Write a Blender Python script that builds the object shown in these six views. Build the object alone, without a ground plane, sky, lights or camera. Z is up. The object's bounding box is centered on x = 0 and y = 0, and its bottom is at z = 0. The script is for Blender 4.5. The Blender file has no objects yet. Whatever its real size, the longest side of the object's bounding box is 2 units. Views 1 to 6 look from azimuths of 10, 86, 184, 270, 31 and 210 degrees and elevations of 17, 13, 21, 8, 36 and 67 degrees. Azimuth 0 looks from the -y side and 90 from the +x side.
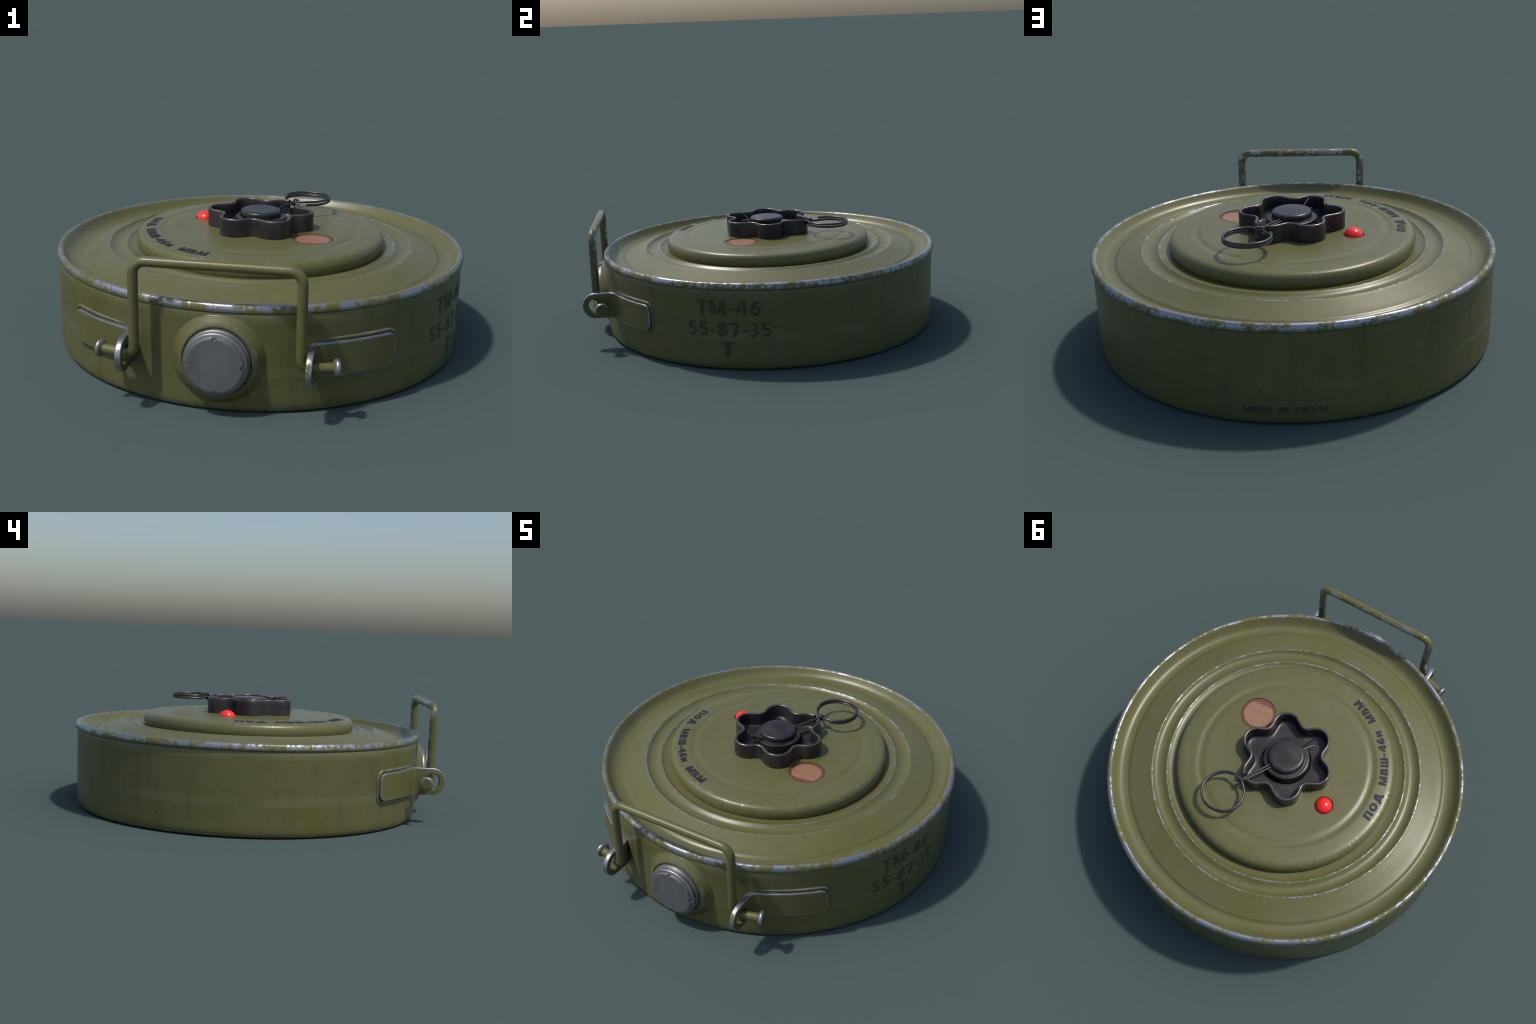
import bpy, bmesh, math
from math import pi, sin, cos, radians, sqrt, atan2
from mathutils import Vector, Matrix

# ------------------------------------------------------------------ sizes
YC = 0.050            # the drum stands around the vertical axis x = 0, y = YC
WC = 0.0455           # the wall's own axis sits a little to the front of the lid's
R_WALL_LOW, R_WALL_TOP = 0.9388, 0.9423
PLUG_Z = 0.226        # height of the screwed plug on the front

scene = bpy.context.scene
root = bpy.data.objects.new("land_mine", None)
scene.collection.objects.link(root)
root["label"] = "olive green round steel anti-tank mine with carrying handle"
root["category"] = "land mine"


# ------------------------------------------------------------------ helpers
def new_object(name, mesh, material, parent=root, smooth_angle=40):
    ob = bpy.data.objects.new(name, mesh)
    scene.collection.objects.link(ob)
    ob.parent = parent
    if material:
        mesh.materials.clear()
        mesh.materials.append(material)
    if smooth_angle is not None:
        mesh.polygons.foreach_set("use_smooth", [True] * len(mesh.polygons))
        mesh.set_sharp_from_angle(angle=radians(smooth_angle))
    return ob


def mesh_from(verts, faces, name="part"):
    me = bpy.data.meshes.new(name)
    me.from_pydata([tuple(v) for v in verts], [], faces)
    bm = bmesh.new()
    bm.from_mesh(me)
    bmesh.ops.recalc_face_normals(bm, faces=bm.faces)
    bm.to_mesh(me)
    bm.free()
    me.update()
    return me


def spline(points, step=0.004):
    """Catmull-Rom (centripetal-like tension) through profile points."""
    out = []
    n = len(points)
    for i in range(n - 1):
        p0 = Vector(points[max(i - 1, 0)])
        p1 = Vector(points[i])
        p2 = Vector(points[i + 1])
        p3 = Vector(points[min(i + 2, n - 1)])
        L = (p2 - p1).length
        m1 = (p2 - p0)
        m2 = (p3 - p1)
        m1 = m1.normalized() * L * 0.9 if m1.length > 0 else p2 - p1
        m2 = m2.normalized() * L * 0.9 if m2.length > 0 else p2 - p1
        k = max(1, min(6, int(L / step)))
        for j in range(k):
            t = j / k
            h00 = 2 * t**3 - 3 * t**2 + 1
            h10 = t**3 - 2 * t**2 + t
            h01 = -2 * t**3 + 3 * t**2
            h11 = t**3 - t**2
            out.append(p1 * h00 + m1 * h10 + p2 * h01 + m2 * h11)
    out.append(Vector(points[-1]))
    return [(p[0], p[1]) for p in out]


def lathe(profile, segments=192, frame=None):
    """Turn (radius, height) points round an axis. frame maps (x, y, h) to world."""
    verts, faces = [], []
    rings = []
    for r, h in profile:
        if r < 1e-6:
            rings.append([len(verts)])
            verts.append((0, 0, h))
        else:
            rings.append(list(range(len(verts), len(verts) + segments)))
            for i in range(segments):
                a = 2 * pi * i / segments
                verts.append((r * cos(a), r * sin(a), h))
    for A, B in zip(rings, rings[1:]):
        for i in range(segments):
            j = (i + 1) % segments
            if len(A) == 1 and len(B) == 1:
                continue
            if len(A) == 1:
                faces.append((A[0], B[j], B[i]))
            elif len(B) == 1:
                faces.append((A[i], A[j], B[0]))
            else:
                faces.append((A[i], A[j], B[j], B[i]))
    frame = frame or (lambda x, y, h: (x, y + YC, h))
    return mesh_from([frame(*v) for v in verts], faces)


def tube(path, radius, sides=16, closed=False, caps=True):
    """Round rod along a list of points."""
    pts = [Vector(p) for p in path]
    n = len(pts)
    tang = []
    for i in range(n):
        a = pts[i - 1] if (i > 0 or closed) else pts[i]
        b = pts[(i + 1) % n] if (i < n - 1 or closed) else pts[i]
        tang.append((b - a).normalized())
    up = Vector((0, 0, 1)) if abs(tang[0].z) < 0.9 else Vector((1, 0, 0))
    nrm = (up - tang[0] * up.dot(tang[0])).normalized()
    verts, faces = [], []
    for i in range(n):
        nrm = (nrm - tang[i] * nrm.dot(tang[i])).normalized()
        bi = tang[i].cross(nrm)
        rad = radius[i] if isinstance(radius, (list, tuple)) else radius
        for k in range(sides):
            a = 2 * pi * k / sides
            verts.append(pts[i] + (nrm * cos(a) + bi * sin(a)) * rad)
    for i in range(n if closed else n - 1):
        for k in range(sides):
            a, b = i * sides, ((i + 1) % n) * sides
            faces.append((a + k, a + (k + 1) % sides, b + (k + 1) % sides, b + k))
    if caps and not closed:
        faces.append(tuple(range(sides)))
        faces.append(tuple(range((n - 1) * sides, n * sides)))
    return verts, faces


def rounded_path(corners, radii, steps=10):
    """Polyline with circular fillets at its inner corners."""
    P = [Vector(c) for c in corners]
    out = [P[0]]
    for i in range(1, len(P) - 1):
        d0 = (P[i - 1] - P[i]).normalized()
        d1 = (P[i + 1] - P[i]).normalized()
        ang = d0.angle(d1)
        t = radii[i - 1] / math.tan(ang / 2)
        a, b = P[i] + d0 * t, P[i] + d1 * t
        c = P[i] + (d0 + d1).normalized() * (radii[i - 1] / sin(ang / 2))
        va, vb = a - c, b - c
        tot = va.angle(vb)
        for k in range(steps + 1):
            f = k / steps
            out.append(c + (va * sin((1 - f) * tot) + vb * sin(f * tot)) / sin(tot))
    out.append(P[-1])
    # densify straights
    dense = [out[0]]
    for a, b in zip(out, out[1:]):
        k = max(1, int((b - a).length / 0.02))
        for j in range(1, k + 1):
            dense.append(a.lerp(b, j / k))
    return dense


def join(parts):
    V, F = [], []
    for v, f in parts:
        o = len(V)
        V += [tuple(x) for x in v]
        F += [tuple(i + o for i in q) for q in f]
    return V, F


def boolean_cut(ob, cutters):
    for cut in cutters:
        m = ob.modifiers.new("cut", "BOOLEAN")
        m.operation = "DIFFERENCE"
        m.solver = "EXACT"
        m.object = cut
    bpy.context.view_layer.update()
    dg = bpy.context.evaluated_depsgraph_get()
    me = bpy.data.meshes.new_from_object(ob.evaluated_get(dg))
    ob.modifiers.clear()
    ob.data = me
    for cut in cutters:
        bpy.data.objects.remove(cut)


def cutter(mesh):
    ob = bpy.data.objects.new("cutter", mesh)
    scene.collection.objects.link(ob)
    return ob


def disc_frame(cx, cy):
    return lambda x, y, h: (x + cx, y + cy, h)


# ------------------------------------------------------------------ materials
class Nodes:
    """Small wrapper to write node trees as expressions."""

    def __init__(self, name):
        self.mat = bpy.data.materials.new(name)
        self.mat.use_nodes = True
        self.t = self.mat.node_tree
        self.t.nodes.clear()
        self.out = self.t.nodes.new("ShaderNodeOutputMaterial")
        self.bsdf = self.t.nodes.new("ShaderNodeBsdfPrincipled")
        self.t.links.new(self.bsdf.outputs[0], self.out.inputs[0])
        tc = self.t.nodes.new("ShaderNodeTexCoord")
        self.obj = tc.outputs["Object"]
        sep = self.node("ShaderNodeSeparateXYZ")
        self.link(self.obj, sep.inputs[0])
        self.x, self.y, self.z = sep.outputs

    def node(self, kind, **props):
        n = self.t.nodes.new(kind)
        for k, v in props.items():
            setattr(n, k, v)
        return n

    def link(self, a, b):
        if isinstance(a, (int, float)):
            b.default_value = a
        elif isinstance(a, (tuple, list)):
            b.default_value = (*a, 1) if len(b.default_value) == 4 and len(a) == 3 else a
        else:
            self.t.links.new(a, b)

    def m(self, op, a, b=0.0, c=0.0, clamp=False):
        n = self.node("ShaderNodeMath", operation=op, use_clamp=clamp)
        self.link(a, n.inputs[0])
        self.link(b, n.inputs[1])
        self.link(c, n.inputs[2])
        return n.outputs[0]

    def add(self, *a):
        r = a[0]
        for b in a[1:]:
            r = self.m("ADD", r, b)
        return r

    def mul(self, *a):
        r = a[0]
        for b in a[1:]:
            r = self.m("MULTIPLY", r, b)
        return r

    def sub(self, a, b):
        return self.m("SUBTRACT", a, b)

    def maxi(self, *a):
        r = a[0]
        for b in a[1:]:
            r = self.m("MAXIMUM", r, b)
        return r

    def step(self, x, lo, hi):
        n = self.node("ShaderNodeMapRange", interpolation_type="SMOOTHSTEP", clamp=True)
        self.link(x, n.inputs[0])
        self.link(lo, n.inputs[1])
        self.link(hi, n.inputs[2])
        return n.outputs[0]

    def band(self, x, mid, half, soft):
        """1 inside mid +- half, falling to 0 over soft."""
        d = self.m("ABSOLUTE", self.sub(x, mid))
        return self.sub(1.0, self.step(d, half, half + soft))

    def vec(self, x, y, z):
        n = self.node("ShaderNodeCombineXYZ")
        for v, s in zip((x, y, z), n.inputs):
            self.link(v, s)
        return n.outputs[0]

    def scaled(self, sx, sy, sz, off=(0, 0, 0)):
        n = self.node("ShaderNodeMapping")
        self.link(self.obj, n.inputs[0])
        n.inputs["Scale"].default_value = (sx, sy, sz)
        n.inputs["Location"].default_value = off
        return n.outputs[0]

    def noise(self, scale, detail=3, rough=0.55, vector=None, distort=0.0):
        n = self.node("ShaderNodeTexNoise")
        self.link(vector if vector is not None else self.obj, n.inputs["Vector"])
        n.inputs["Scale"].default_value = scale
        n.inputs["Detail"].default_value = detail
        n.inputs["Roughness"].default_value = rough
        n.inputs["Distortion"].default_value = distort
        return n.outputs[0]

    def voronoi_edge(self, scale, vector=None):
        n = self.node("ShaderNodeTexVoronoi", feature="DISTANCE_TO_EDGE")
        self.link(vector if vector is not None else self.obj, n.inputs["Vector"])
        n.inputs["Scale"].default_value = scale
        return n.outputs[0]

    def mix(self, fac, a, b):
        n = self.node("ShaderNodeMix", data_type="RGBA", clamp_factor=True)
        self.link(fac, n.inputs[0])
        self.link(a, n.inputs[6])
        self.link(b, n.inputs[7])
        return n.outputs[2]

    def mixf(self, fac, a, b):
        n = self.node("ShaderNodeMix", data_type="FLOAT", clamp_factor=True)
        self.link(fac, n.inputs[0])
        self.link(a, n.inputs[2])
        self.link(b, n.inputs[3])
        return n.outputs[0]

    def bump(self, height, strength=0.1, distance=0.002):
        n = self.node("ShaderNodeBump")
        n.inputs["Strength"].default_value = strength
        n.inputs["Distance"].default_value = distance
        self.link(height, n.inputs["Height"])
        self.link(n.outputs[0], self.bsdf.inputs["Normal"])

    def set(self, **kw):
        names = dict(color="Base Color", rough="Roughness", metal="Metallic", spec="Specular IOR Level",
                     coat="Coat Weight", coat_rough="Coat Roughness", sss="Subsurface Weight")
        for k, v in kw.items():
            self.link(v, self.bsdf.inputs[names[k]])

    def radius(self):
        dy = self.sub(self.y, YC)
        return self.m("SQRT", self.add(self.mul(self.x, self.x), self.mul(dy, dy)))


OLIVE = (0.117, 0.1145, 0.042)
OLIVE_YELLOW = (0.112, 0.107, 0.031)
OLIVE_PALE = (0.142, 0.142, 0.070)
OLIVE_DARK = (0.070, 0.070, 0.028)
BARE = (0.50, 0.51, 0.55)


def painted_metal(name, wear=None, streaks=False):
    """Olive paint over bright steel. wear(n) returns a 0..1 map of where paint has rubbed off."""
    n = Nodes(name)
    big = n.noise(2.3, 4, 0.6)
    mid = n.noise(9.0, 5, 0.65)
    fine = n.noise(60.0, 4, 0.6)
    col = n.mix(n.step(big, 0.40, 0.66), OLIVE, OLIVE_YELLOW)
    col = n.mix(n.mul(n.step(mid, 0.52, 0.75), 0.45), col, OLIVE_PALE)
    # grime specks and smears
    specks = n.mul(n.step(n.noise(38.0, 4, 0.7), 0.56, 0.70), n.step(n.noise(4.5, 3), 0.42, 0.60))
    col = n.mix(n.mul(specks, 0.75), col, OLIVE_DARK)
    smudge = n.step(n.noise(6.5, 6, 0.72, vector=n.scaled(1, 1, 1, (9, 4, 1)), distort=0.6), 0.54, 0.74)
    col = n.mix(n.mul(smudge, 0.55), col, (0.078, 0.074, 0.036))
    # hairline scratches: thin warped cell borders, only in patches
    warp = n.node("ShaderNodeVectorMath", operation="ADD")
    n.link(n.obj, warp.inputs[0])
    nz = n.node("ShaderNodeTexNoise")
    n.link(n.obj, nz.inputs["Vector"])
    nz.inputs["Scale"].default_value = 7.0
    sc = n.node("ShaderNodeVectorMath", operation="SCALE")
    n.link(nz.outputs[1], sc.inputs[0])
    sc.inputs["Scale"].default_value = 0.16
    n.link(sc.outputs[0], warp.inputs[1])
    hair = n.sub(1.0, n.step(n.voronoi_edge(5.0, warp.outputs[0]), 0.0, 0.018))
    hair = n.mul(hair, n.step(n.noise(3.1, 2, vector=n.scaled(1, 1, 1, (3, 1, 2))), 0.56, 0.66))
    col = n.mix(n.mul(hair, 0.13), col, (0.27, 0.27, 0.22))
    if streaks:
        ang = n.m("ARCTAN2", n.sub(n.y, YC), n.x)
        v = n.vec(n.mul(ang, 14.0), n.mul(n.z, 2.0), 0.0)
        runs = n.noise(1.0, 5, 0.65, vector=v)
        col = n.mix(n.mul(n.step(runs, 0.48, 0.72), 0.50), col, OLIVE_DARK)
        pale = n.noise(1.6, 4, 0.7, vector=n.vec(n.mul(ang, 9.0), n.mul(n.z, 2.4), 4.0))
        col = n.mix(n.mul(n.step(pale, 0.60, 0.74), 0.22), col, OLIVE_PALE)
        # rubbed belts round the wall
        ragged = n.add(n.z, n.mul(n.sub(n.noise(6.0, 4), 0.5), 0.018))
        belt = n.maxi(n.band(ragged, 0.176, 0.018, 0.006), n.step(ragged, 0.374, 0.382))
        belt = n.mul(belt, n.step(n.noise(2.2, 3, vector=n.scaled(1, 1, 0.3, (1, 0, 0))), 0.40, 0.60))
        col = n.mix(n.mul(belt, 0.30), col, (0.17, 0.175, 0.10))
    rough = n.add(0.29, n.mul(mid, 0.14), n.mul(specks, 0.12), n.mul(smudge, 0.06))
    metal = 0.0
    if wear:
        w = wear(n)
        steel = n.mix(n.noise(30.0, 3), (0.27, 0.28, 0.32), (0.42, 0.43, 0.47))
        col = n.mix(w, col, steel)
        metal = n.mul(w, 0.85)
        rough = n.mixf(w, rough, 0.34)
    n.set(color=col, rough=rough, metal=metal, spec=0.5)
    n.bump(n.add(n.mul(fine, 0.5), mid), 0.10, 0.004)
    return n.mat


def chips(n, amount, scale=26.0, soft=0.05, detail=5):
    """Ragged paint chips: noise cut at a level set by amount (0 none .. 1 all)."""
    a = n.noise(scale, detail, 0.62)
    b = n.noise(scale * 0.28, 2, 0.5, vector=n.scaled(1, 1, 1, (5, 2, 7)))
    c = n.noise(scale * 3.1, 3, 0.6, vector=n.scaled(1, 1, 1, (1, 8, 3)))
    v = n.add(n.mul(a, 0.48), n.mul(b, 0.36), n.mul(c, 0.16))
    lo = n.sub(0.78, n.mul(amount, 0.42))
    return n.step(v, lo, n.add(lo, soft))


def wear_lid(n):
    r = n.radius()
    bead = n.mul(n.step(r, 0.910, 0.927), n.step(n.z, 0.416, 0.428))
    rim = chips(n, n.mul(bead, 0.745), 38.0, 0.08, 6)
    rim = n.mul(rim, n.step(bead, 0.2, 0.5))
    line = n.maxi(n.band(r, 0.7105, 0.0032, 0.0045), n.mul(n.band(r, 0.6305, 0.0028, 0.004), 0.9))
    edge = n.mul(chips(n, 0.72, 46.0, 0.10), n.step(line, 0.25, 0.7), 0.85)
    return n.maxi(rim, edge)


def wear_plate(n):
    r = n.radius()
    shoulder = n.mul(n.band(r, 0.560, 0.012, 0.014), n.step(n.z, 0.490, 0.498))
    ang = n.m("ARCTAN2", n.sub(n.y, YC), n.x)
    nicks = n.noise(1.0, 4, 0.6, vector=n.vec(n.mul(ang, 30.0), n.mul(r, 26.0), 0.0))
    place = n.step(n.noise(3.2, 2), 0.38, 0.56)
    return n.mul(n.step(nicks, 0.56, 0.70), shoulder, place, 0.60)


def wear_wall(n):
    foot = n.mul(n.sub(1.0, n.step(n.z, 0.008, 0.020)), chips(n, 0.62, 26.0))
    dx = n.x
    dz = n.sub(n.z, PLUG_Z)
    rho = n.m("SQRT", n.add(n.mul(dx, dx), n.mul(dz, dz)))
    front = n.m("LESS_THAN", n.y, -0.7)
    ring = n.mul(n.band(rho, 0.156, 0.003, 0.004), front, chips(n, 0.62, 46.0), 0.35)
    return n.maxi(n.mul(foot, 0.6), ring)


def wear_bracket(n):
    top = n.mul(n.step(n.z, 0.288, 0.2965), chips(n, 0.88, 34.0))
    low = n.mul(n.sub(1.0, n.step(n.z, 0.1600, 0.1640)), chips(n, 0.80, 34.0))
    geo = n.node("ShaderNodeNewGeometry")
    edge = n.mul(n.step(geo.outputs["Pointiness"], 0.53, 0.60), chips(n, 0.80, 30.0))
    dy, dz = n.sub(n.y, -0.930), n.sub(n.z, 0.2285)
    rho = n.m("SQRT", n.add(n.mul(dy, dy), n.mul(dz, dz)))
    nose = n.mul(n.step(rho, 0.0655, 0.0685), n.m("LESS_THAN", n.y, -0.90), chips(n, 0.80, 26.0))
    ang = n.m("ARCTAN2", n.sub(n.y, YC), n.m("ABSOLUTE", n.x))
    heel = n.mul(n.step(ang, radians(-44.8) - 0.0085, radians(-44.8) - 0.0045), chips(n, 0.86, 30.0))
    return n.maxi(top, low, edge, n.maxi(nose, heel))


def wear_handle(n):
    back = n.step(n.y, -0.934, -0.912)
    ax = n.m("ABSOLUTE", n.x)
    leg = n.m("LESS_THAN", ax, 0.36)
    amt = n.add(0.24, n.mul(back, leg, 0.44))
    return chips(n, amt, 34.0)


def wear_rivet(n):
    dy, dz = n.sub(n.y, -0.8890), n.sub(n.z, 0.228)
    rho = n.m("SQRT", n.add(n.mul(dy, dy), n.mul(dz, dz)))
    return n.mul(n.step(rho, 0.0285, 0.0345), chips(n, 0.80, 34.0))


mat_lid = painted_metal("olive_paint_lid", wear_lid)
mat_plate = painted_metal("olive_paint_pressure_plate", wear_plate)
mat_wall = painted_metal("olive_paint_wall", wear_wall, streaks=True)
mat_bracket = painted_metal("olive_paint_bracket", wear_bracket)
mat_handle = painted_metal("olive_paint_handle", wear_handle)
mat_rivet = painted_metal("olive_paint_rivet", wear_rivet)
mat_weld = painted_metal("olive_paint_weld", lambda n: n.mul(chips(n, 0.86, 40.0, 0.25), 0.60))


def dark_metal(name, edge_height=None):
    n = Nodes(name)
    a = n.noise(7.0, 5, 0.6)
    col = n.mix(n.step(a, 0.35, 0.7), (0.022, 0.0205, 0.0205), (0.046, 0.043, 0.045))
    col = n.mix(n.mul(n.step(n.noise(9.0, 5, 0.7, vector=n.scaled(1, 1, 0.6, (2, 2, 2))), 0.48, 0.70), 0.7), col, (0.072, 0.058, 0.050))
    rough = n.add(0.17, n.mul(n.noise(11.0, 5, 0.65), 0.34))
    metal = 0.25
    if edge_height:
        e = n.mul(n.step(n.z, edge_height, edge_height + 0.005), n.step(n.noise(16.0, 3), 0.30, 0.55))
        col = n.mix(n.mul(e, 0.8), col, (0.20, 0.155, 0.145))
        metal = n.mixf(e, 0.25, 0.8)
    n.set(color=col, rough=rough, metal=metal)
    n.bump(a, 0.08, 0.003)
    return n.mat


mat_knob = dark_metal("blackened_knob", 0.6005)
mat_button = dark_metal("blackened_button")


def wire_metal():
    n = Nodes("browned_wire")
    a = n.noise(40.0, 3)
    n.set(color=n.mix(a, (0.05, 0.045, 0.048), (0.13, 0.11, 0.11)), metal=0.8, rough=0.36)
    return n.mat


mat_wire = wire_metal()


def plug_metal():
    n = Nodes("grey_cast_plug")
    a = n.noise(5.0, 5, 0.6, vector=n.scaled(2.4, 1, 0.7))
    col = n.mix(n.step(a, 0.3, 0.7), (0.220, 0.223, 0.222), (0.290, 0.293, 0.292))
    n.set(color=col, metal=0.75, rough=n.add(0.36, n.mul(n.noise(18.0, 4), 0.16)))
    n.bump(a, 0.06, 0.003)
    return n.mat


mat_plug = plug_metal()


def red_lacquer():
    n = Nodes("red_lacquer")
    col = n.mix(n.noise(30.0, 3), (0.80, 0.018, 0.014), (0.92, 0.030, 0.022))
    n.set(color=col, rough=0.28, sss=0.0)
    return n.mat


mat_red = red_lacquer()

WOOD_X, WOOD_Y, WOOD_R = 0.270, -0.119, 0.0925


def pale_wood():
    n = Nodes("pale_wood")
    v = n.scaled(1, 1, 1)
    rot = n.node("ShaderNodeMapping")
    n.link(n.obj, rot.inputs[0])
    rot.inputs["Rotation"].default_value = (0, 0, radians(58))
    rot.inputs["Scale"].default_value = (5, 60, 5)
    g = n.noise(1.0, 4, 0.6, vector=rot.outputs[0])
    col = n.mix(n.step(g, 0.35, 0.68), (0.285, 0.148, 0.088), (0.240, 0.118, 0.067))
    dx, dy = n.sub(n.x, WOOD_X), n.sub(n.y, WOOD_Y)
    rho = n.m("SQRT", n.add(n.mul(dx, dx), n.mul(dy, dy)))
    col = n.mix(n.mul(n.step(rho, 0.0745, 0.0815), 0.88), col, (0.075, 0.026, 0.012))
    col = n.mix(n.mul(n.step(rho, 0.0850, 0.0880), 0.70), col, (0.165, 0.072, 0.036))
    # a dark knotty streak along one side
    side = n.add(n.mul(dx, 0.10), n.mul(dy, -1.0))
    side = n.add(side, n.mul(n.sub(n.noise(12.0, 3), 0.5), 0.03))
    col = n.mix(n.mul(n.band(side, 0.068, 0.006, 0.010), 0.75), col, (0.13, 0.035, 0.028))
    n.set(color=col, rough=0.50)
    return n.mat


mat_wood = pale_wood()


def flat_paint(name, color, worn, rough=0.55):
    n = Nodes(name)
    a = n.noise(45.0, 4, 0.7)
    n.set(color=n.mix(n.mul(n.step(a, 0.42, 0.72), worn), color, OLIVE), rough=rough, spec=0.25)
    return n.mat


mat_ink = flat_paint("black_marking_paint", (0.054, 0.053, 0.030), 0.50)
mat_ink_blue = flat_paint("blue_black_marking_paint", (0.013, 0.016, 0.027), 0.22)


# ------------------------------------------------------------------ drum wall
wall_profile = [(0.0, 0.0), (0.60, 0.0), (0.910, 0.0), (0.922, 0.002), (0.930, 0.007), (0.9355, 0.015), (0.9388, 0.030),
                (0.9396, 0.10), (0.9408, 0.22), (0.9418, 0.34), (0.9423, 0.414), (0.940, 0.419), (0.930, 0.421)]
case = new_object("case", lathe(spline(wall_profile, 0.02), 256, lambda x, y, h: (x, y + WC, h)), mat_wall)


def wall_radius(z):
    return R_WALL_LOW + (R_WALL_TOP - R_WALL_LOW) * min(max(z / 0.40, 0), 1)


# pressed pad on the front that carries the screwed plug
def smooth(t):
    t = min(max(t, 0), 1)
    return t * t * (3 - 2 * t)


def pad_mesh():
    rings, segs = 70, 96
    V, F = [], []
    R = 0.202
    for i in range(rings + 1):
        rho = R * i / rings
        for k in range(segs):
            a = 2 * pi * k / segs
            x, z = rho * cos(a), PLUG_Z + rho * sin(a)
            z = min(max(z, 0.012), 0.409)
            wr = wall_radius(z)
            yw = WC - sqrt(wr * wr - x * x)
            t = 1 - smooth((rho - 0.138) / (R - 0.138))
            y = (yw + 0.004) * (1 - t) + (-0.922) * t
            y += 0.008 * (1 - smooth((rho - 0.137) / 0.006))   # seam sunk round the plug
            V.append((x, y, z))
    for i in range(rings):
        for k in range(segs):
            a, b = i * segs, (i + 1) * segs
            F.append((a + k, a + (k + 1) % segs, b + (k + 1) % segs, b + k))
    return mesh_from(V, F)


pad_me = pad_mesh()
bm = bmesh.new()
bm.from_mesh(pad_me)
bmesh.ops.remove_doubles(bm, verts=bm.verts, dist=1e-6)
bmesh.ops.recalc_face_normals(bm, faces=bm.faces)
if sum(f.normal.y for f in bm.faces) > 0:
    bmesh.ops.reverse_faces(bm, faces=bm.faces)
bm.to_mesh(pad_me)
bm.free()
new_object("plug_pad", pad_me, mat_wall, case)

# ------------------------------------------------------------------ lid with rolled rim and pressed rings
lid_profile = [(0.9400, 0.4155), (0.9450, 0.4172), (0.9485, 0.4210), (0.950, 0.4270), (0.950, 0.4345), (0.9480, 0.4420),
               (0.9440, 0.4495), (0.9375, 0.4542), (0.929, 0.4545), (0.921, 0.4500), (0.913, 0.4405), (0.904, 0.4300),
               (0.894, 0.4205), (0.882, 0.4135), (0.868, 0.410), (0.850, 0.4095), (0.842, 0.4105), (0.836, 0.4140),
               (0.829, 0.4185), (0.820, 0.4210), (0.800, 0.4270), (0.760, 0.4400), (0.722, 0.4525), (0.714, 0.4555),
               (0.7105, 0.4560), (0.707, 0.4540), (0.700, 0.4480), (0.688, 0.4420), (0.672, 0.4400), (0.656, 0.4425),
               (0.644, 0.4490), (0.636, 0.4545), (0.6315, 0.4560), (0.628, 0.4545), (0.622, 0.4505), (0.612, 0.4470),
               (0.600, 0.4450), (0.585, 0.4440), (0.540, 0.4440)]
lid = new_object("lid", lathe(spline(lid_profile), 288), mat_lid, smooth_angle=60)

# ------------------------------------------------------------------ domed pressure plate
plate_profile = [(0.0, 0.425), (0.565, 0.425), (0.573, 0.4420), (0.5770, 0.4500), (0.5800, 0.460), (0.5810, 0.471),
                 (0.5795, 0.4835), (0.5750, 0.4955), (0.567, 0.5050), (0.556, 0.5105), (0.540, 0.5138), (0.515, 0.5162),
                 (0.490, 0.5180), (0.479, 0.5184), (0.471, 0.5177), (0.463, 0.5164), (0.454, 0.5158), (0.445, 0.5166),
                 (0.437, 0.5184), (0.430, 0.5198), (0.421, 0.5205), (0.36, 0.5210), (0.20, 0.5214), (0.0, 0.5214)]
PLATE_C = 0.047
plate_curve = spline(plate_profile)
plate = new_object("pressure_plate", lathe(plate_curve, 256, lambda x, y, h: (x, y + PLATE_C, h)), mat_plate)


def plate_height(r):
    top = [p for p in plate_curve if p[1] > 0.4705]
    for (r0, z0), (r1, z1) in zip(top, top[1:]):
        if r1 <= r <= r0:
            return z0 + (z1 - z0) * (r - r0) / (r1 - r0 + 1e-9)
    return 0.5212


STUD_X, STUD_Y, STUD_R = -0.290, 0.158, 0.0445
cut_wood = lathe([(0, 0.509), (WOOD_R, 0.509), (WOOD_R + 0.003, 0.535), (0, 0.535)], 64, disc_frame(WOOD_X, WOOD_Y))
cut_stud = lathe([(0, 0.508), (STUD_R + 0.004, 0.508), (STUD_R + 0.006, 0.535), (0, 0.535)], 48, disc_frame(STUD_X, STUD_Y))
cut_well = lathe([(0, 0.495), (0.135, 0.495), (0.135, 0.540), (0, 0.540)], 64, disc_frame(0, 0.046))
boolean_cut(plate, [cutter(cut_wood), cutter(cut_stud), cutter(cut_well)])
plate.data.polygons.foreach_set("use_smooth", [True] * len(plate.data.polygons))
plate.data.set_sharp_from_angle(angle=radians(40))

new_object("wooden_disc", lathe([(0, 0.508), (WOOD_R - 0.0008, 0.508), (WOOD_R - 0.0006, 0.5165), (WOOD_R - 0.002, 0.5178),
                                 (WOOD_R - 0.0035, 0.5182), (WOOD_R - 0.006, 0.5182), (0, 0.5182)], 64, disc_frame(WOOD_X, WOOD_Y)), mat_wood, plate)

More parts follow.
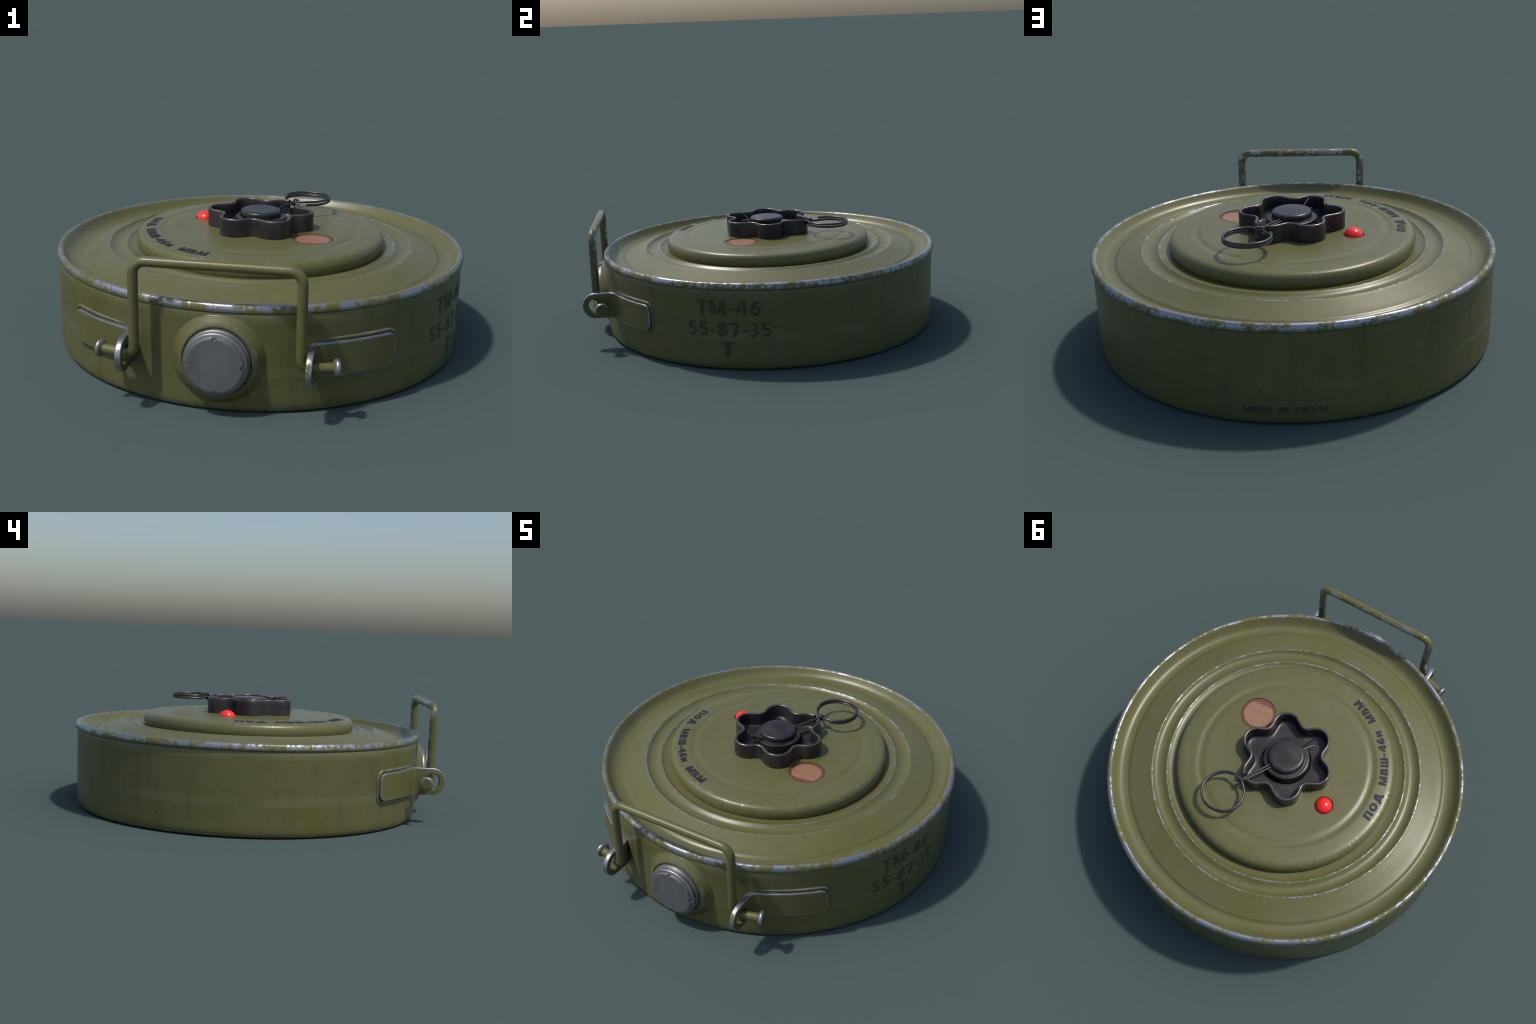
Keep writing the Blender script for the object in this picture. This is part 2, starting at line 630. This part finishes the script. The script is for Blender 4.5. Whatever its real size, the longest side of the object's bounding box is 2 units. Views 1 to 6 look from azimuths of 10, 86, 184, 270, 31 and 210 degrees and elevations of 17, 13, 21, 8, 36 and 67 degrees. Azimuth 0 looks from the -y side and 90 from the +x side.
dome = [(0, 0.508), (STUD_R, 0.508)] + [(STUD_R * cos(a), 0.515 + 0.038 * sin(a)) for a in
                                        [pi / 2 * k / 14 for k in range(14)]] + [(0, 0.553)]
new_object("red_stud", lathe(dome, 48, disc_frame(STUD_X, STUD_Y)), mat_red, plate)

# ------------------------------------------------------------------ rosette knob
KY = 0.046


PETAL_R, PETAL_D, PETAL_BLEND = 0.0745, 0.1765, 0.0600


def knob_radius(a):
    """Outline of six round petals whose joints are rounded (smooth union of circles)."""
    def field(r):
        x, y = r * cos(a), r * sin(a)
        d = sqrt(x * x + y * y) - 0.160
        for k in range(6):
            b = pi / 3 * k
            e = sqrt((x - PETAL_D * cos(b)) ** 2 + (y - PETAL_D * sin(b)) ** 2) - PETAL_R
            h = max(PETAL_BLEND - abs(d - e), 0) / PETAL_BLEND
            d = min(d, e) - h * h * PETAL_BLEND * 0.25
        return d
    lo, hi = 0.10, 0.30
    for _ in range(40):
        mid = (lo + hi) / 2
        if field(mid) < 0:
            lo = mid
        else:
            hi = mid
    return lo


def knob_mesh():
    segs = 288
    # (inset from outline, height)
    prof = [(0.004, 0.498), (0.0, 0.512), (0.0, 0.540), (0.0, 0.575), (0.0, 0.598), (0.0012, 0.6025), (0.004, 0.6055), (0.007, 0.6065),
            (0.0105, 0.6060), (0.0138, 0.6035), (0.0150, 0.599), (0.0160, 0.575), (0.0170, 0.544), (0.0190, 0.535), (0.024, 0.5295), (0.032, 0.5272)]
    out, nor = [], []
    for i in range(segs):
        a = 2 * pi * i / segs
        r = knob_radius(a)
        out.append(Vector((r * cos(a), r * sin(a))))
    for i in range(segs):
        t = (out[(i + 1) % segs] - out[i - 1]).normalized()
        nor.append(Vector((t.y, -t.x)))
    V, F = [], []
    rows = []
    for d, z in prof:
        rows.append(range(len(V), len(V) + segs))
        for i in range(segs):
            p = out[i] - nor[i] * d
            V.append((p.x, p.y + KY, z))
    # floor, then the well round the button
    floor_edge = [out[i] - nor[i] * 0.032 for i in range(segs)]
    for f in (0.35, 0.7, 1.0):
        rows.append(range(len(V), len(V) + segs))
        for i in range(segs):
            a = 2 * pi * i / segs
            p = floor_edge[i].lerp(Vector((0.131 * cos(a), 0.131 * sin(a))), f)
            V.append((p.x, p.y + KY, 0.5268))
    for r, z in ((0.130, 0.525), (0.129, 0.502), (0.10, 0.501)):
        rows.append(range(len(V), len(V) + segs))
        for i in range(segs):
            a = 2 * pi * i / segs
            V.append((r * cos(a), r * sin(a) + KY, z))
    for z in (0.498,):
        rows.append(range(len(V), len(V) + segs))
        for i in range(segs):
            a = 2 * pi * i / segs
            V.append((0.10 * cos(a), 0.10 * sin(a) + KY, z))
    rows.append(rows[0])
    for A, B in zip(rows, rows[1:]):
        for i in range(segs):
            j = (i + 1) % segs
            F.append((A[i], A[j], B[j], B[i]))
    return mesh_from(V, F)


knob = new_object("knob", knob_mesh(), mat_knob)


def box(cx, cy, z0, z1, along, width, length):
    d = Vector((cos(along), sin(along)))
    s = Vector((-d.y, d.x))
    V = []
    for z in (z0, z1):
        for a, b in ((-1, -1), (1, -1), (1, 1), (-1, 1)):
            p = Vector((cx, cy)) + d * (a * length / 2) + s * (b * width / 2)
            V.append((p.x, p.y, z))
    F = [(0, 1, 2, 3), (4, 5, 6, 7), (0, 1, 5, 4), (1, 2, 6, 5), (2, 3, 7, 6), (3, 0, 4, 7)]
    return mesh_from(V, F)


slot_dir = radians(60)
boolean_cut(knob, [cutter(box(0.24 * cos(slot_dir), KY + 0.24 * sin(slot_dir), 0.566, 0.64, slot_dir, 0.036, 0.08))])
knob.data.polygons.foreach_set("use_smooth", [True] * len(knob.data.polygons))
knob.data.set_sharp_from_angle(angle=radians(38))

button_profile = [(0.0, 0.500), (0.118, 0.500), (0.1185, 0.530), (0.1185, 0.555), (0.1175, 0.5575), (0.1165, 0.5590), (0.1170, 0.5610),
                  (0.1195, 0.5625), (0.1200, 0.5670), (0.1190, 0.5715), (0.1155, 0.5735), (0.1010, 0.5742), (0.0965, 0.5750), (0.0952, 0.5775),
                  (0.0949, 0.592), (0.0939, 0.598), (0.0907, 0.603), (0.085, 0.6058), (0.077, 0.6068), (0.04, 0.6072), (0.0, 0.6072)]
new_object("knob_button", lathe(spline(button_profile), 96, disc_frame(0, KY)), mat_button, knob)

# ------------------------------------------------------------------ split ring and its pin
RING_C, RING_R = Vector((0.1800, 0.3790)), 0.1082


def pull_ring_mesh():
    path = []
    total, n = radians(650), 170
    start = radians(-157)
    for i in range(n + 1):
        f = i / n
        a = start - total * f
        # two flat turns, with a jog between them
        turn = smooth((f * 650 - 290) / 70)
        z = 0.5975 - 0.0145 * turn
        rr = RING_R + 0.0015 * sin(3 * a)
        path.append((RING_C.x + rr * cos(a), RING_C.y + rr * sin(a), z))
    return mesh_from(*tube(path, 0.0062, 12))


ring = new_object("pull_ring", pull_ring_mesh(), mat_wire, smooth_angle=60)

knot = Vector((0.133, 0.279, 0.592))
into = Vector((0.052, 0.141, 0.583))
outof = Vector((-0.051, -0.049, 0.579))
side = Vector((0.86, -0.5, 0)).normalized()
strands = []
for k, tip, z_off in ((1, Vector((-0.077, -0.098, 0.617)), 0.002), (-1, Vector((-0.089, -0.092, 0.566)), -0.003)):
    o = side * 0.0062 * k + Vector((0, 0, z_off))
    pts = [knot + side * 0.004 * k, knot.lerp(into, 0.5) + o, into + o, outof + o, tip]
    dense = []
    for a, b in zip(pts, pts[1:]):
        for j in range(4):
            dense.append(a.lerp(b, j / 4))
    dense.append(pts[-1])
    strands.append(tube(dense, 0.0052, 10))
# the wire wraps twice round the split ring
along = Vector((-sin(radians(-115)), cos(radians(-115)), 0))
outward = Vector((cos(radians(-115)), sin(radians(-115)), 0))
ring_pt = Vector((RING_C.x, RING_C.y, 0.590)) + outward * RING_R
for off in (-0.0075, 0.0045):
    loop = []
    for i in range(24):
        a = 2 * pi * i / 24
        loop.append(ring_pt + along * (off + 0.002 * sin(a)) + outward * (0.0115 * cos(a)) + Vector((0, 0, 0.0150 * sin(a))))
    strands.append(tube(loop, 0.0048, 10, closed=True))
new_object("safety_pin", mesh_from(*join(strands)), mat_wire, ring, smooth_angle=60)

# ------------------------------------------------------------------ screwed plug on the front
front = lambda x, y, h: (x, -h, PLUG_Z + y)
plug_profile = [(0.0, 0.900), (0.134, 0.900), (0.1345, 0.925), (0.134, 0.930), (0.131, 0.9335), (0.1275, 0.9345), (0.1265, 0.937),
                (0.1275, 0.940), (0.1300, 0.942), (0.1310, 0.946), (0.1305, 0.953), (0.1275, 0.9575), (0.1235, 0.9590), (0.1195, 0.9595),
                (0.1165, 0.9605), (0.1155, 0.965), (0.1145, 0.9690), (0.1115, 0.9705), (0.105, 0.9705), (0.05, 0.9705), (0.0, 0.9705)]
plug = new_object("screw_plug", lathe(spline(plug_profile), 96, front), mat_plug)
notch_cutters = []
for k in range(4):
    a = pi / 2 * k
    cx, cz = 0.1125 * cos(a), 0.1125 * sin(a)
    fr = (lambda cx, cz: lambda x, y, h: (x + cx, -h, PLUG_Z + cz + y))(cx, cz)
    notch_cutters.append(cutter(lathe([(0, 0.9615), (0.0105, 0.9615), (0.0105, 0.985), (0, 0.985)], 20, fr)))
boolean_cut(plug, notch_cutters)
plug.data.polygons.foreach_set("use_smooth", [True] * len(plug.data.polygons))
plug.data.set_sharp_from_angle(angle=radians(40))

# ------------------------------------------------------------------ brackets
TAB_X, BEND, PLATE_R = 0.370, 0.045, 0.950
B_LOW, B_HIGH = 0.158, 0.299
PLATE_END = radians(-44.8)
bend_c = Vector((TAB_X + BEND, YC - sqrt((PLATE_R + BEND) ** 2 - (TAB_X + BEND) ** 2)))
theta_bend = atan2(bend_c.y - YC, bend_c.x)
EYE_Y, EYE_Z = -0.930, (B_LOW + B_HIGH) / 2
TAB_TIP = -1.0
len_tab = bend_c.y - TAB_TIP
turn_angle = pi + theta_bend           # from the tab's line round to the drum tangent
turn_angle = abs(theta_bend)
len_bend = BEND * turn_angle
len_plate = PLATE_R * (PLATE_END - theta_bend)


def strip_frame(s):
    """Plan position and outward normal at a distance s from the tip of the tab."""
    if s < len_tab:
        return Vector((TAB_X, TAB_TIP + s)), Vector((1, 0))
    s -= len_tab
    if s < len_bend:
        a = pi - s / BEND
        return bend_c + Vector((cos(a), sin(a))) * BEND, -Vector((cos(a), sin(a)))
    s -= len_bend
    th = theta_bend + s / PLATE_R
    return Vector((0, YC)) + Vector((cos(th), sin(th))) * PLATE_R, Vector((cos(th), sin(th)))


def bracket_mesh(mirror):
    total = len_tab + len_bend + len_plate
    half = (B_HIGH - B_LOW) / 2
    cu = bpy.data.curves.new("strip", "CURVE")
    cu.dimensions = "2D"
    cu.fill_mode = "BOTH"
    bev = 0.0035
    outline = []
    for k in range(17):                                 # rounded nose
        a = pi / 2 + pi * k / 16
        outline.append((half + (half - bev) * cos(a), (half - bev) * sin(a)))
    rc = 0.036
    for k in range(9):                                  # rounded heel corners
        a = -pi / 2 + pi / 2 * k / 8
        outline.append((total - bev - rc + rc * cos(a), -half + bev + rc + rc * sin(a)))
    for k in range(9):
        a = pi / 2 * k / 8
        outline.append((total - bev - rc + rc * cos(a), half - bev - rc + rc * sin(a)))
    eye_s = EYE_Y - TAB_TIP
    hole = [(eye_s + (0.0395 + bev) * cos(2 * pi * k / 28), (0.0395 + bev) * sin(2 * pi * k / 28)) for k in range(28)]
    for loop in (outline, hole):
        sp = cu.splines.new("POLY")
        sp.points.add(len(loop) - 1)
        for p, q in zip(sp.points, loop):
            p.co = (q[0], q[1], 0, 1)
        sp.use_cyclic_u = True
    cu.extrude = 0.0125 - bev
    cu.bevel_depth = bev
    cu.bevel_resolution = 2
    tmp = bpy.data.objects.new("strip", cu)
    scene.collection.objects.link(tmp)
    bpy.context.view_layer.update()
    me = bpy.data.meshes.new_from_object(tmp.evaluated_get(bpy.context.evaluated_depsgraph_get()))
    bpy.data.objects.remove(tmp)
    bm = bmesh.new()
    bm.from_mesh(me)
    bmesh.ops.remove_doubles(bm, verts=bm.verts, dist=1e-5)
    s = len_tab
    while s < total:
        bmesh.ops.bisect_plane(bm, geom=bm.verts[:] + bm.edges[:] + bm.faces[:], plane_co=(s, 0, 0), plane_no=(1, 0, 0))
        s += 0.006 if s < len_tab + len_bend else 0.012
    for v in bm.verts:
        p, nrm = strip_frame(v.co.x)
        q = p + nrm * v.co.z
        v.co = Vector(((-q.x - 0.009 * (1 - smooth((v.co.x - 0.10) / 0.12))) if mirror else q.x, q.y, EYE_Z + v.co.y))
    bmesh.ops.recalc_face_normals(bm, faces=bm.faces)
    bm.to_mesh(me)
    bm.free()
    return me


def weld_mesh(mirror):
    """Thin bead of weld round the bracket's plate, lying on the wall."""
    g = 0.0105
    lo, hi = B_LOW - g, B_HIGH + g
    end = PLATE_END + g / PLATE_R
    start = theta_bend + 0.01
    rc = 0.042
    flat = rounded_path([(start * PLATE_R, hi, 0), (end * PLATE_R, hi, 0), (end * PLATE_R, lo, 0), (start * PLATE_R, lo, 0)], [rc, rc])
    path = []
    for p in flat:
        th, z = p.x / PLATE_R, p.y
        r = wall_radius(z) + 0.0002
        path.append((r * cos(th) * (-1 if mirror else 1), WC + r * sin(th), z))
    n = len(path)
    girth = [0.0068 * min(1, 0.25 + 6 * min(i, n - 1 - i) / n) for i in range(n)]
    return mesh_from(*tube(path, girth, 12))


for mirror in (False, True):
    b = new_object("bracket", bracket_mesh(mirror), mat_bracket, smooth_angle=35)
    new_object("weld_bead", weld_mesh(mirror), mat_weld, b, smooth_angle=60)

# ------------------------------------------------------------------ carrying handle
LEG_X, LEG_Y, TOP_Z, PIN_Z = 0.332, -0.928, 0.617, 0.228
ROD = 0.0208
corners = [(-0.480, -0.885, PIN_Z), (-LEG_X, LEG_Y, PIN_Z), (-LEG_X, LEG_Y, TOP_Z), (LEG_X, LEG_Y, TOP_Z), (LEG_X, LEG_Y, PIN_Z),
           (0.462, -0.890, PIN_Z)]
handle = new_object("carrying_handle", mesh_from(*tube(rounded_path(corners, [0.042, 0.052, 0.052, 0.042], 8), ROD, 20)), mat_handle, smooth_angle=60)

for s in (-1, 1):
    d = Vector((s * 0.130, 0.038, 0)).normalized()
    base = Vector((0.450, -0.8936, PIN_Z)) if s > 0 else Vector((-0.465, -0.8892, PIN_Z))
    prof = [(0.0, 0.0), (0.020, 0.0), (0.0225, 0.004), (0.030, 0.008), (0.0355, 0.013), (0.0375, 0.019), (0.0365, 0.025), (0.0325, 0.029), (0.025, 0.0305), (0.0, 0.031)]
    u = Vector((0, 0, 1))
    w = d.cross(u)
    fr = (lambda base, d, u, w: lambda x, y, h: tuple(base + u * x + w * y + d * h))(base, d, u, w)
    new_object("rivet_head", lathe(spline(prof), 32, fr), mat_rivet, handle)


# ------------------------------------------------------------------ markings
# Block letters are drawn from bars (polygons) and round strokes on a cell one unit high.
def rect(x0, y0, x1, y1):
    return ("P", [(x0, y0), (x1, y0), (x1, y1), (x0, y1)])


def arc(cx, cy, rx, ry, a0, a1, w, n=18):
    """Round stroke: centre line on an ellipse from a0 to a1 degrees."""
    pts = []
    for i in range(n + 1):
        a = radians(a0 + (a1 - a0) * i / n)
        pts.append((cx + rx * cos(a), cy + ry * sin(a)))
    return ("S", pts, w)


def glyph(ch, w):
    """Parts and width of one letter, w is the weight of its strokes."""
    h = w / 2
    v = w * 0.86                      # weight of horizontals
    if ch == "T":
        return [rect(0, 1 - v, 0.62, 1), rect(0.31 - h, 0, 0.31 + h, 1 - v)], 0.62
    if ch == "M":
        return [rect(0, 0, w, 1), rect(0.88 - w, 0, 0.88, 1),
                ("P", [(0, 1), (w * 1.12, 1), (0.44 + h * 0.72, 0), (0.44 - h * 0.72, 0)]),
                ("P", [(0.88, 1), (0.88 - w * 1.12, 1), (0.44 - h * 0.72, 0), (0.44 + h * 0.72, 0)])], 0.88
    if ch == "-":
        return [rect(0, 0.33, 0.32, 0.33 + v)], 0.32
    if ch == "4":
        return [rect(0.40, 0, 0.40 + w, 1), rect(0, 0.21, 0.67, 0.21 + v),
                ("P", [(0, 0.21 + v), (w, 0.21 + v), (0.42, 0.80), (0.42, 1.0), (0.37, 1.0)])], 0.67
    if ch == "6":
        return [arc(0.31, 0.31, 0.31 - h, 0.31 - h, 0, 360, w, 28), arc(0.56, 0.36, 0.56 - h, 0.64 - h, 92, 182, w)], 0.62
    if ch == "5":
        return [rect(0.05, 1 - v, 0.52, 1), ("P", [(0.05, 1 - v), (0.05 + w * 0.9, 1 - v), (0.03 + w * 0.85, 0.50), (0.03, 0.48)]),
                arc(0.25, 0.32, 0.31 - h, 0.32 - h, 128, -128, w)], 0.56
    if ch == "8":
        return [arc(0.31, 0.755, 0.27 - h, 0.245 - h, 0, 360, w, 28), arc(0.31, 0.285, 0.31 - h, 0.285 - h, 0, 360, w, 28)], 0.62
    if ch == "7":
        return [rect(0, 1 - v, 0.58, 1), ("P", [(0.58 - w * 1.1, 1 - v), (0.58, 1 - v), (0.14 + w * 1.08, 0), (0.14, 0)])], 0.58
    if ch == "3":
        q = (1 - w) / 4
        return [arc(0.22, 0.5 + q, 0.28 - h, q, 140, -92, w), arc(0.21, 0.5 - q, 0.32 - h, q, 92, -135, w)], 0.54
    if ch == "П":
        return [rect(0, 0, w, 1), rect(0.66 - w, 0, 0.66, 1), rect(w, 1 - v, 0.66 - w, 1)], 0.66
    if ch == "О":
        return [arc(0.36, 0.5, 0.36 - h, 0.5 - h, 0, 360, w, 36)], 0.72
    if ch == "Д":
        return [rect(0.20, 1 - v, 0.66, 1), rect(0.66 - w, 0.14, 0.66, 1 - v), rect(0, 0.0, 0.78, 0.16),
                ("P", [(0.20, 1 - v), (0.20 + w, 1 - v), (0.12 + w * 0.8, 0.16), (0.08, 0.16)]),
                rect(0, -0.18, w * 0.75, 0.0), rect(0.78 - w * 0.75, -0.18, 0.78, 0.0)], 0.78
    if ch == "В":
        return [rect(0, 0, w, 1), rect(w, 1 - v, 0.34, 1), rect(w, 0.45, 0.36, 0.45 + v), rect(w, 0, 0.36, v),
                arc(0.33, 0.745, 0.27 - h, 0.255 - h, 90, -90, w), arc(0.34, 0.275, 0.32 - h, 0.275 - h, 90, -90, w)], 0.66
    if ch == "Ш":
        return [rect(0, 0, w, 1), rect(0.46 - h, 0, 0.46 + h, 1), rect(0.92 - w, 0, 0.92, 1), rect(w, 0, 0.92 - w, v)], 0.92
    if ch == "и":
        return [rect(0, 0, w, 0.76), rect(0.60 - w, 0, 0.60, 0.76), ("P", [(w, 0), (w, 0.30), (0.60 - w, 0.76), (0.60 - w, 0.46)])], 0.60
    if ch == "E":
        return [rect(0, 0, w, 1), rect(w, 1 - v, 0.56, 1), rect(w, 0.5 - v / 2, 0.52, 0.5 + v / 2), rect(w, 0, 0.56, v)], 0.56
    if ch == "D":
        return [rect(0, 0, w, 1), rect(w, 1 - v, 0.28, 1), rect(w, 0, 0.28, v), arc(0.26, 0.5, 0.44 - h, 0.5 - h, 90, -90, w)], 0.70
    if ch == "I":
        return [rect(0, 0, w, 1)], w
    if ch == "N":
        return [rect(0, 0, w, 1), rect(0.70 - w, 0, 0.70, 1), ("P", [(0, 1), (w * 1.1, 1), (0.70, 0), (0.70 - w * 1.1, 0)])], 0.70
    if ch == "U":
        return [rect(0, 0.35, w, 1), rect(0.68 - w, 0.35, 0.68, 1), arc(0.34, 0.36, 0.34 - h, 0.36 - h, 180, 360, w)], 0.68
    if ch == "R":
        return [rect(0, 0, w, 1), rect(w, 1 - v, 0.36, 1), rect(w, 0.42, 0.36, 0.42 + v), arc(0.35, 0.72, 0.29 - h, 0.28 - h, 90, -90, w),
                ("P", [(0.28, 0.44), (0.28 + w, 0.44), (0.70, 0), (0.70 - w * 1.15, 0)])], 0.70
    if ch == "S":
        q = (1 - w) / 4
        return [arc(0.30, 0.5 + q, 0.29 - h, q, 30, 272, w), arc(0.30, 0.5 - q, 0.30 - h, q, 92, -150, w)], 0.60
    return [], 0.34


def stroke_polygons(pts, w):
    out = []
    n = len(pts)
    closed = (Vector(pts[0]) - Vector(pts[-1])).length < 1e-5
    sides = []
    for i in range(n):
        a = Vector(pts[i - 1] if i > 0 else (pts[-2] if closed else pts[0]))
        b = Vector(pts[i + 1] if i < n - 1 else (pts[1] if closed else pts[-1]))
        t = (b - a).normalized()
        m = Vector((-t.y, t.x)) * (w / 2)
        sides.append((Vector(pts[i]) + m, Vector(pts[i]) - m))
    for (l0, r0), (l1, r1) in zip(sides, sides[1:]):
        out.append([l0, l1, r1, r0])
    return out


def text_mesh(body, width, height, weight=0.18, gap=0.13):
    """Letters as thin slabs, centred on x, baseline on y = 0; z = 1 marks the outer face."""
    x = 0.0
    layers = []
    for ch in body:
        parts, adv = glyph(ch, weight)
        for k, part in enumerate(parts):
            polys = [part[1]] if part[0] == "P" else stroke_polygons(part[1], part[2])
            for poly in polys:
                layers.append(([(p[0] + x, p[1]) for p in poly], k))
        x += adv + gap
    x -= gap
    bm = bmesh.new()
    lift = bm.verts.layers.float.new("lift")
    for poly, k in layers:
        vs = [bm.verts.new(((px - x / 2) * width / x, py * height, 0)) for px, py in poly]
        for v in vs:
            v[lift] = k
        f = bm.faces.new(vs)
        f.normal_update()
        if f.normal.z < 0:
            f.normal_flip()
    g = -width / 2
    while g < width / 2:
        g += 0.010
        bmesh.ops.bisect_plane(bm, geom=bm.verts[:] + bm.edges[:] + bm.faces[:], plane_co=(g, 0, 0), plane_no=(1, 0, 0))
    for q in (0.25, 0.5, 0.75):
        bmesh.ops.bisect_plane(bm, geom=bm.verts[:] + bm.edges[:] + bm.faces[:], plane_co=(0, height * q, 0), plane_no=(0, 1, 0))
    for v in bm.verts:
        v.co.z = 1.0 + v[lift] * 0.1
    top = [f for f in bm.faces]
    ext = bmesh.ops.extrude_face_region(bm, geom=top, use_keep_orig=True)
    for e in ext["geom"]:
        if isinstance(e, bmesh.types.BMVert):
            e.co.z = 0.0
    bmesh.ops.recalc_face_normals(bm, faces=bm.faces)
    me = bpy.data.meshes.new("letters")
    bm.to_mesh(me)
    bm.free()
    me.attributes.remove(me.attributes["lift"])
    return me


FILM = 0.0011


def on_wall(body, mid_angle, span, z_low, z_high, weight=0.19, gap=0.12):
    r_mid = wall_radius(z_low)
    me = text_mesh(body, radians(span) * r_mid, z_high - z_low, weight, gap)
    for v in me.vertices:
        th = radians(mid_angle) + v.co.x / r_mid
        z = z_low + v.co.y
        r = wall_radius(z) + (v.co.z * FILM if v.co.z > 0.5 else -0.001)
        v.co = (r * cos(th), WC + r * sin(th), z)
    return new_object("lettering", me, mat_ink, case, smooth_angle=30)


def on_plate(body, a0, a1, r_base, r_top, weight=0.235, gap=0.13):
    r_mid = (r_base + r_top) / 2
    me = text_mesh(body, radians(a1 - a0) * r_mid, r_base - r_top, weight, gap)
    for v in me.vertices:
        th = radians((a0 + a1) / 2) + v.co.x / r_mid
        r = r_base - v.co.y
        z = plate_height(r) + (v.co.z * FILM if v.co.z > 0.5 else -0.001)
        v.co = (r * cos(th), PLATE_C + r * sin(th), z)
    return new_object("lettering", me, mat_ink_blue, plate, smooth_angle=30)


on_wall("TM-46", -16.6, 20.2, 0.290, 0.366, 0.20, 0.12)
on_wall("55-87-35", -16.8, 26.3, 0.178, 0.252, 0.18, 0.14)
on_wall("T", -17.2, 3.9, 0.073, 0.151, 0.21)
on_wall("MEDE IN URSSI", 90.4, 21.0, 0.057, 0.086, 0.24, 0.12)

on_plate("ПОД", 173.0, 190.4, 0.535, 0.493)
on_plate("МВШ-46и".replace("М", "M"), 196.0, 230.8, 0.536, 0.494)
on_plate("МВМ".replace("М", "M"), 237.0, 253.8, 0.537, 0.495)
